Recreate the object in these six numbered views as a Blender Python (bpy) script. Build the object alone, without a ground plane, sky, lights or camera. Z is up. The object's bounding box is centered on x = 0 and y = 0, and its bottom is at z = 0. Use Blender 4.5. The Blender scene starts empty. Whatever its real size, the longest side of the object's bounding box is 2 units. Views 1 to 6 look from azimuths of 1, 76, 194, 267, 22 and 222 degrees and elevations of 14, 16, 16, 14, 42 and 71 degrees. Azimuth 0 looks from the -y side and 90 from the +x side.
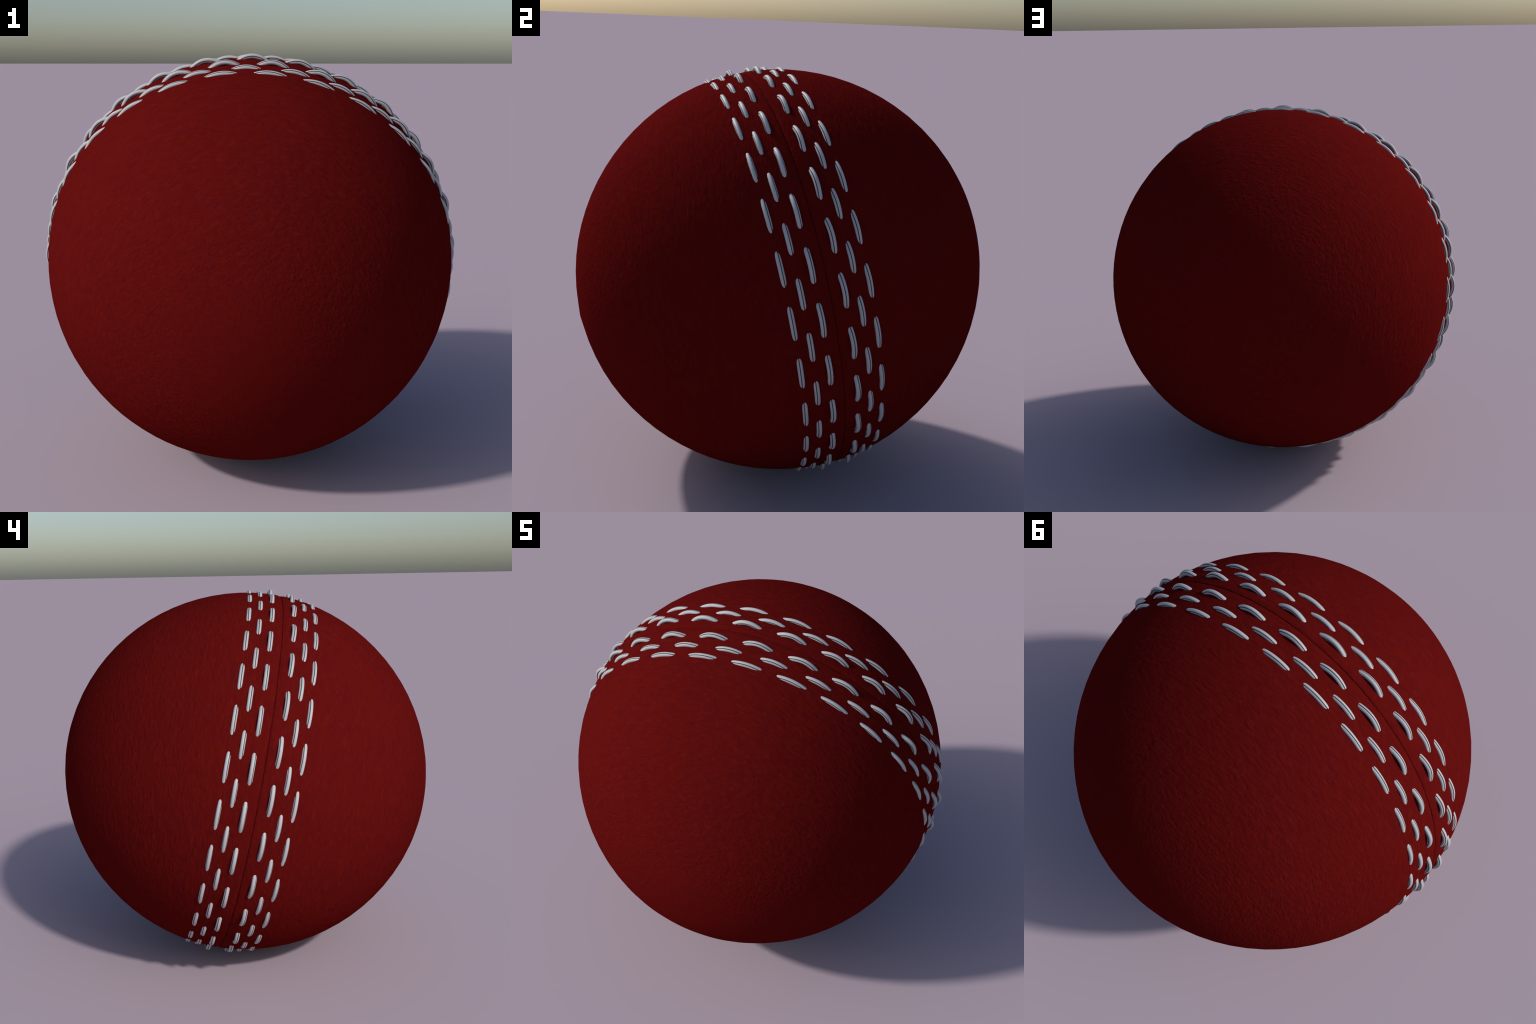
"""Red leather ball of two stitched halves: six rows of raised white thread
stitches run round a central seam that is tilted about twelve degrees."""
import bpy
import math
from mathutils import Matrix, Vector

# ------------------------------------------------------------------ sizes
TILT = math.radians(11.89)                  # lean of the ball's axis from +y
AXIS = Vector((0.0, math.cos(TILT), math.sin(TILT)))      # pole axis
UP = Vector((0.0, -math.sin(TILT), math.cos(TILT)))       # longitude 0
SIDE = AXIS.cross(UP)                                     # longitude 90 (= +x)
CENTRE = Vector((0.0007, 0.0023, 0.9872))   # middle of the seam circle

SEGMENTS = 84                               # facets round the ball
RING_STEP = 90.0 / 21                       # facets from seam to pole

# radius of the leather against latitude (degrees from the seam, + = far side)
PROFILE = [(-90, 0.9970), (-85.7, 0.9916), (-81, 0.9908), (-70, 0.9890),
           (-60, 0.9855), (-50, 0.9825), (-40, 0.9800), (-30, 0.9785),
           (-20, 0.9780), (-10, 0.9777), (0, 0.9777), (10, 0.9771),
           (20, 0.9760), (30, 0.9765), (40, 0.9780), (50, 0.9800),
           (60, 0.9825), (70, 0.9850), (80, 0.9870), (90, 0.9890)]

SEAM_HALF_WIDTH = 1.5                       # degrees, rounded lips of the seam
SEAM_DEPTH = 0.0040
SLIT_HALF_WIDTH = 0.20                      # degrees, the gap between the halves
SLIT_DEPTH = 0.0036

STITCHES_PER_ROW = 28
THREAD_RADIUS = 0.0116                      # three plies with narrow gaps
PLY_BULGE = 0.0014                          # how far each ply rounds off
GAP_DEPTH = 0.0020
GAP_HALF_ANGLE = 11.0                       # degrees
# row: latitude, first longitude, visible half length, rise of the centre line
ROWS = {
    "outer_near": (-9.80, 5.787, 4.55, 0.0006),
    "middle_near": (-6.605, -0.574, 4.0, 0.0022),
    "inner_near": (-3.185, 6.420, 4.3, 0.0124),
    "inner_far": (3.185, 0.912, 4.3, 0.0124),
    "middle_far": (6.605, -6.092, 4.0, 0.0022),
    "outer_far": (9.80, 0.267, 4.55, 0.0006),
}
# The plies turn once about the thread for each turn round the ball; the two
# halves mirror each other: roll = direction * longitude + start (degrees).
TWIST = {"near": (-1.0, 30.0), "far": (1.0, -28.0)}


def leather_radius(lat):
    """Smooth profile of the leather, without the seam groove."""
    for (a, ra), (b, rb) in zip(PROFILE, PROFILE[1:]):
        if lat <= b:
            t = (lat - a) / (b - a)
            return ra + (rb - ra) * t
    return PROFILE[-1][1]


# -------------------------------------------------------------- materials
def new_material(name):
    m = bpy.data.materials.new(name)
    m.use_nodes = True
    nt = m.node_tree
    bsdf = nt.nodes["Principled BSDF"]
    return m, nt, bsdf


def math_node(nt, op, a, b=None):
    n = nt.nodes.new("ShaderNodeMath")
    n.operation = op
    for i, v in enumerate((a, b)):
        if v is None:
            continue
        if isinstance(v, (int, float)):
            n.inputs[i].default_value = v
        else:
            nt.links.new(v, n.inputs[i])
    return n.outputs[0]


def leather_material():
    m, nt, bsdf = new_material("red_leather")
    L = nt.links.new
    co = nt.nodes.new("ShaderNodeTexCoord")
    # grain laid round the ball like a wrapped hide: longitude circle + latitude
    norm = nt.nodes.new("ShaderNodeVectorMath")
    norm.operation = "NORMALIZE"
    L(co.outputs["Object"], norm.inputs[0])
    sep = nt.nodes.new("ShaderNodeSeparateXYZ")
    L(norm.outputs[0], sep.inputs[0])
    lat = math_node(nt, "ARCSINE", sep.outputs["Z"])
    lon = math_node(nt, "ARCTAN2", sep.outputs["Y"], sep.outputs["X"])
    comb = nt.nodes.new("ShaderNodeCombineXYZ")
    L(math_node(nt, "COSINE", lon), comb.inputs[0])
    L(math_node(nt, "SINE", lon), comb.inputs[1])
    L(math_node(nt, "MULTIPLY", lat, 3.0), comb.inputs[2])

    def noise(scale, detail=3.0, rough=0.5, src=None, dist=0.0):
        n = nt.nodes.new("ShaderNodeTexNoise")
        n.inputs["Scale"].default_value = scale
        n.inputs["Detail"].default_value = detail
        n.inputs["Roughness"].default_value = rough
        n.inputs["Distortion"].default_value = dist
        L(src or comb.outputs[0], n.inputs["Vector"])
        return n.outputs["Fac"]

    grain = noise(15.0, 3.0, 0.6, dist=0.5)
    warm = noise(13.0, 3.0, 0.55, dist=0.3)
    broad = noise(3.0, 2.0, 0.5, src=co.outputs["Object"])
    cells = nt.nodes.new("ShaderNodeTexVoronoi")
    cells.feature = "SMOOTH_F1"
    cells.inputs["Scale"].default_value = 18.0
    cells.inputs["Smoothness"].default_value = 0.35
    L(comb.outputs[0], cells.inputs["Vector"])
    warp = nt.nodes.new("ShaderNodeVectorMath")
    warp.operation = "MULTIPLY_ADD"
    wob = nt.nodes.new("ShaderNodeTexNoise")
    wob.inputs["Scale"].default_value = 10.0
    L(comb.outputs[0], wob.inputs["Vector"])
    L(wob.outputs["Color"], warp.inputs[0])
    warp.inputs[1].default_value = (0.05, 0.05, 0.05)
    L(comb.outputs[0], warp.inputs[2])
    creases = nt.nodes.new("ShaderNodeTexVoronoi")
    creases.feature = "DISTANCE_TO_EDGE"
    creases.inputs["Scale"].default_value = 15.0
    L(warp.outputs[0], creases.inputs["Vector"])
    net = nt.nodes.new("ShaderNodeMapRange")
    net.interpolation_type = "SMOOTHSTEP"
    net.inputs["From Max"].default_value = 0.22
    L(creases.outputs["Distance"], net.inputs["Value"])
    height = math_node(nt, "SUBTRACT", math_node(nt, "MULTIPLY", grain, 0.7),
                       math_node(nt, "MULTIPLY", cells.outputs["Distance"], 0.3))
    height = math_node(nt, "ADD", height,
                       math_node(nt, "MULTIPLY", net.outputs[0], 0.16))
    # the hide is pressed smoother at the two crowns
    crown = nt.nodes.new("ShaderNodeMapRange")
    crown.interpolation_type = "SMOOTHSTEP"
    crown.inputs["From Min"].default_value = 0.90
    crown.inputs["From Max"].default_value = 1.0
    crown.inputs["To Min"].default_value = 1.0
    crown.inputs["To Max"].default_value = 0.12
    L(math_node(nt, "ABSOLUTE", sep.outputs["Z"]), crown.inputs["Value"])
    height = math_node(nt, "MULTIPLY", height, crown.outputs[0])

    bump = nt.nodes.new("ShaderNodeBump")
    bump.inputs["Strength"].default_value = 1.0
    bump.inputs["Distance"].default_value = 0.0046
    L(height, bump.inputs["Height"])
    L(bump.outputs[0], bsdf.inputs["Normal"])

    tone = nt.nodes.new("ShaderNodeValToRGB")
    ramp = tone.color_ramp
    ramp.elements[0].position = 0.36
    ramp.elements[0].color = (0.093, 0.0046, 0.0052, 1)     # cooler red
    ramp.elements[1].position = 0.64
    ramp.elements[1].color = (0.106, 0.0054, 0.0040, 1)     # warmer red
    mixed = math_node(nt, "ADD", math_node(nt, "MULTIPLY", warm, 0.75),
                      math_node(nt, "MULTIPLY", broad, 0.25))
    L(mixed, tone.inputs[0])
    # pale streaks that run with the grain
    streak = nt.nodes.new("ShaderNodeMapRange")
    streak.interpolation_type = "SMOOTHSTEP"
    streak.inputs["From Min"].default_value = 0.50
    streak.inputs["From Max"].default_value = 0.72
    streak.inputs["To Max"].default_value = 0.55
    L(noise(24.0, 2.0, 0.5, dist=0.8), streak.inputs["Value"])
    streak_mix = nt.nodes.new("ShaderNodeMix")
    streak_mix.data_type = "RGBA"
    L(streak.outputs[0], streak_mix.inputs[0])
    L(tone.outputs[0], streak_mix.inputs[6])
    streak_mix.inputs[7].default_value = (0.122, 0.0078, 0.0076, 1)
    L(streak_mix.outputs[2], bsdf.inputs["Base Color"])
    bsdf.inputs["Roughness"].default_value = 0.8
    bsdf.inputs["Specular IOR Level"].default_value = 0.0
    return m


def thread_material(name, dark, light):
    m, nt, bsdf = new_material(name)
    L = nt.links.new
    co = nt.nodes.new("ShaderNodeTexCoord")
    n = nt.nodes.new("ShaderNodeTexNoise")
    n.inputs["Scale"].default_value = 60.0
    L(co.outputs["Object"], n.inputs["Vector"])
    tone = nt.nodes.new("ShaderNodeValToRGB")
    tone.color_ramp.elements[0].color = (dark, dark * 1.01, dark * 1.05, 1)
    tone.color_ramp.elements[1].color = (light, light * 1.01, light * 1.05, 1)
    L(n.outputs["Fac"], tone.inputs[0])
    L(tone.outputs[0], bsdf.inputs["Base Color"])
    bsdf.inputs["Roughness"].default_value = 0.45
    bsdf.inputs["Specular IOR Level"].default_value = 0.3
    return m


# ---------------------------------------------------------------- leather
def build_half(sign, material, parent):
    """One leather cup: rings from the seam (latitude 0) up to its pole."""
    lats = [0.0, 0.06, 0.12, 0.20, 0.30, 0.42, 0.6, 0.85, 1.15, 1.5]
    lats += [2.4]
    lats += [RING_STEP * i for i in range(1, 21)]
    verts, faces = [], []
    for lat in lats:
        s = max(0.0, 1.0 - lat / SEAM_HALF_WIDTH)
        r = leather_radius(sign * lat) - SEAM_DEPTH * s ** 2
        r -= SLIT_DEPTH * max(0.0, 1.0 - lat / SLIT_HALF_WIDTH) ** 1.3
        la = math.radians(sign * lat)
        for i in range(SEGMENTS):
            lo = 2 * math.pi * i / SEGMENTS
            verts.append((r * math.cos(la) * math.cos(lo),
                          r * math.cos(la) * math.sin(lo), r * math.sin(la)))
    for j in range(len(lats) - 1):
        for i in range(SEGMENTS):
            k = (i + 1) % SEGMENTS
            q = (j * SEGMENTS + i, j * SEGMENTS + k,
                 (j + 1) * SEGMENTS + k, (j + 1) * SEGMENTS + i)
            faces.append(q if sign > 0 else q[::-1])
    pole = len(verts)
    verts.append((0, 0, sign * leather_radius(sign * 90)))
    j = len(lats) - 1
    for i in range(SEGMENTS):
        k = (i + 1) % SEGMENTS
        t = (j * SEGMENTS + i, j * SEGMENTS + k, pole)
        faces.append(t if sign > 0 else t[::-1])
    me = bpy.data.meshes.new("leather_half")
    me.from_pydata(verts, [], faces)
    me.shade_smooth()
    # the crown shades as smooth leather although its tip stands a little proud
    normals = []
    for v, n in zip(me.vertices, me.vertex_normals):
        p = v.co.normalized()
        crown = max(0.0, min(1.0, (abs(p.z) - 0.94) / 0.04))
        normals.append((n.vector * (1 - crown) + p * crown).normalized())
    me.normals_split_custom_set_from_vertices(normals)
    me.materials.append(material)
    ob = bpy.data.objects.new("leather_half", me)
    bpy.context.scene.collection.objects.link(ob)
    ob.parent = parent
    # local x = longitude 0, local y = longitude 90, local z = pole axis
    rot = Matrix((UP, SIDE, AXIS)).transposed()
    ob.matrix_world = Matrix.Translation(CENTRE) @ rot.to_4x4()
    return ob


# --------------------------------------------------------------- stitches
def ply_section():
    """Outline of three plies lying together: (angle, radius) pairs, with a
    narrow gap between neighbours (at 60 degrees from each ply's middle)."""
    steps = [-60, -57.5, -54.5, -51, -47, -42, -34, -24, -12, 0,
             12, 24, 34, 42, 47, 51, 54.5, 57.5]
    out = []
    for ply in range(3):
        for d in steps:
            r = THREAD_RADIUS - PLY_BULGE * (abs(d) / 60.0) ** 2
            g = (60.0 - abs(d)) / GAP_HALF_ANGLE
            if g < 1.0:
                r -= GAP_DEPTH * (1.0 - g) ** 1.5
            out.append((math.radians(120 * ply + d), r))
    return out


SECTION = ply_section()


def stitch_mesh(lat, half_length, rise, roll, turn, material):
    """Arched thread that leaves the leather and dives back into it.
    Local frame: x along the seam, y towards the pole axis, z outwards."""
    steps = 26
    la = math.radians(lat)
    base = leather_radius(lat)
    reach = half_length * 1.2
    drop = rise + 0.0150
    out = Vector((0, math.sin(la), math.cos(la)))          # radial at middle

    def centre(deg):
        r = base + rise - drop * (deg / half_length) ** 2
        p = math.radians(deg)
        return Vector((r * math.cos(la) * math.sin(p), r * math.sin(la),
                       r * math.cos(la) * math.cos(p)))
    origin = out * base
    verts, faces = [], []
    m = len(SECTION)
    for s in range(steps + 1):
        deg = -reach + 2 * reach * s / steps
        p = centre(deg)
        t = (centre(deg + 0.02) - centre(deg - 0.02)).normalized()
        a = Vector((0, math.cos(la), -math.sin(la)))       # across, poleward
        a = (a - t * a.dot(t)).normalized()
        b = t.cross(a)
        if b.dot(p) < 0:
            b = -b
        for ang, r in SECTION:
            w = ang + math.radians(roll + turn * deg)
            verts.append(p + (a * math.sin(w) + b * math.cos(w)) * r - origin)
    for s in range(steps):
        for i in range(m):
            k = (i + 1) % m
            faces.append((s * m + i, s * m + k, (s + 1) * m + k, (s + 1) * m + i))
    faces.append(tuple(range(m)))
    faces.append(tuple(steps * m + i for i in reversed(range(m))))
    # into a frame whose z is the radial direction
    rot = Matrix((Vector((1, 0, 0)), out.cross(Vector((1, 0, 0))), out))
    verts = [rot @ v for v in verts]
    me = bpy.data.meshes.new("stitch")
    me.from_pydata(verts, [], faces)
    me.shade_smooth()
    me.update()
    import bmesh
    bm = bmesh.new()
    bm.from_mesh(me)
    bmesh.ops.recalc_face_normals(bm, faces=bm.faces)
    bm.to_mesh(me)
    bm.free()
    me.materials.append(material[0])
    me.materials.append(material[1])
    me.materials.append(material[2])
    # shadow between plies is coloured onto the gap faces: dark core, grey fringe
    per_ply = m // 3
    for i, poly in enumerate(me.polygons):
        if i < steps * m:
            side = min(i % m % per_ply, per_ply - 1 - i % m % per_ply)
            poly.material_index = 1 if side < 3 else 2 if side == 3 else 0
    return me


def build_stitches(material, parent):
    cache = {}
    for row, (lat, first, half_length, rise) in ROWS.items():
        turn, start = TWIST[row.split("_")[1]]
        for k in range(STITCHES_PER_ROW):
            lon = first + 360.0 / STITCHES_PER_ROW * k
            roll = round((start + turn * lon) / 6.0) * 6 % 120
            lon = math.radians(lon)
            key = (row, roll)
            if key not in cache:
                cache[key] = stitch_mesh(lat, half_length, rise, roll, turn,
                                         material)
            ob = bpy.data.objects.new("stitch", cache[key])
            bpy.context.scene.collection.objects.link(ob)
            ob.parent = parent
            la = math.radians(lat)
            ring = UP * math.cos(lon) + SIDE * math.sin(lon)
            along = SIDE * math.cos(lon) - UP * math.sin(lon)
            out = ring * math.cos(la) + AXIS * math.sin(la)
            across = out.cross(along)
            rot = Matrix((along, across, out)).transposed()
            ob.matrix_world = (Matrix.Translation(CENTRE + out * leather_radius(lat))
                               @ rot.to_4x4())


def main():
    ball = bpy.data.objects.new("cricket_ball", None)
    bpy.context.scene.collection.objects.link(ball)
    ball["label"] = "dark red leather ball with six rows of raised white stitches"
    ball["category"] = "cricket ball"
    leather = leather_material()
    thread = (thread_material("white_thread", 0.43, 0.47),
              thread_material("painted_gap_shadow", 0.05, 0.07),
              thread_material("painted_gap_shadow_edge", 0.20, 0.26))
    build_half(1, leather, ball)
    build_half(-1, leather, ball)
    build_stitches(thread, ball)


main()
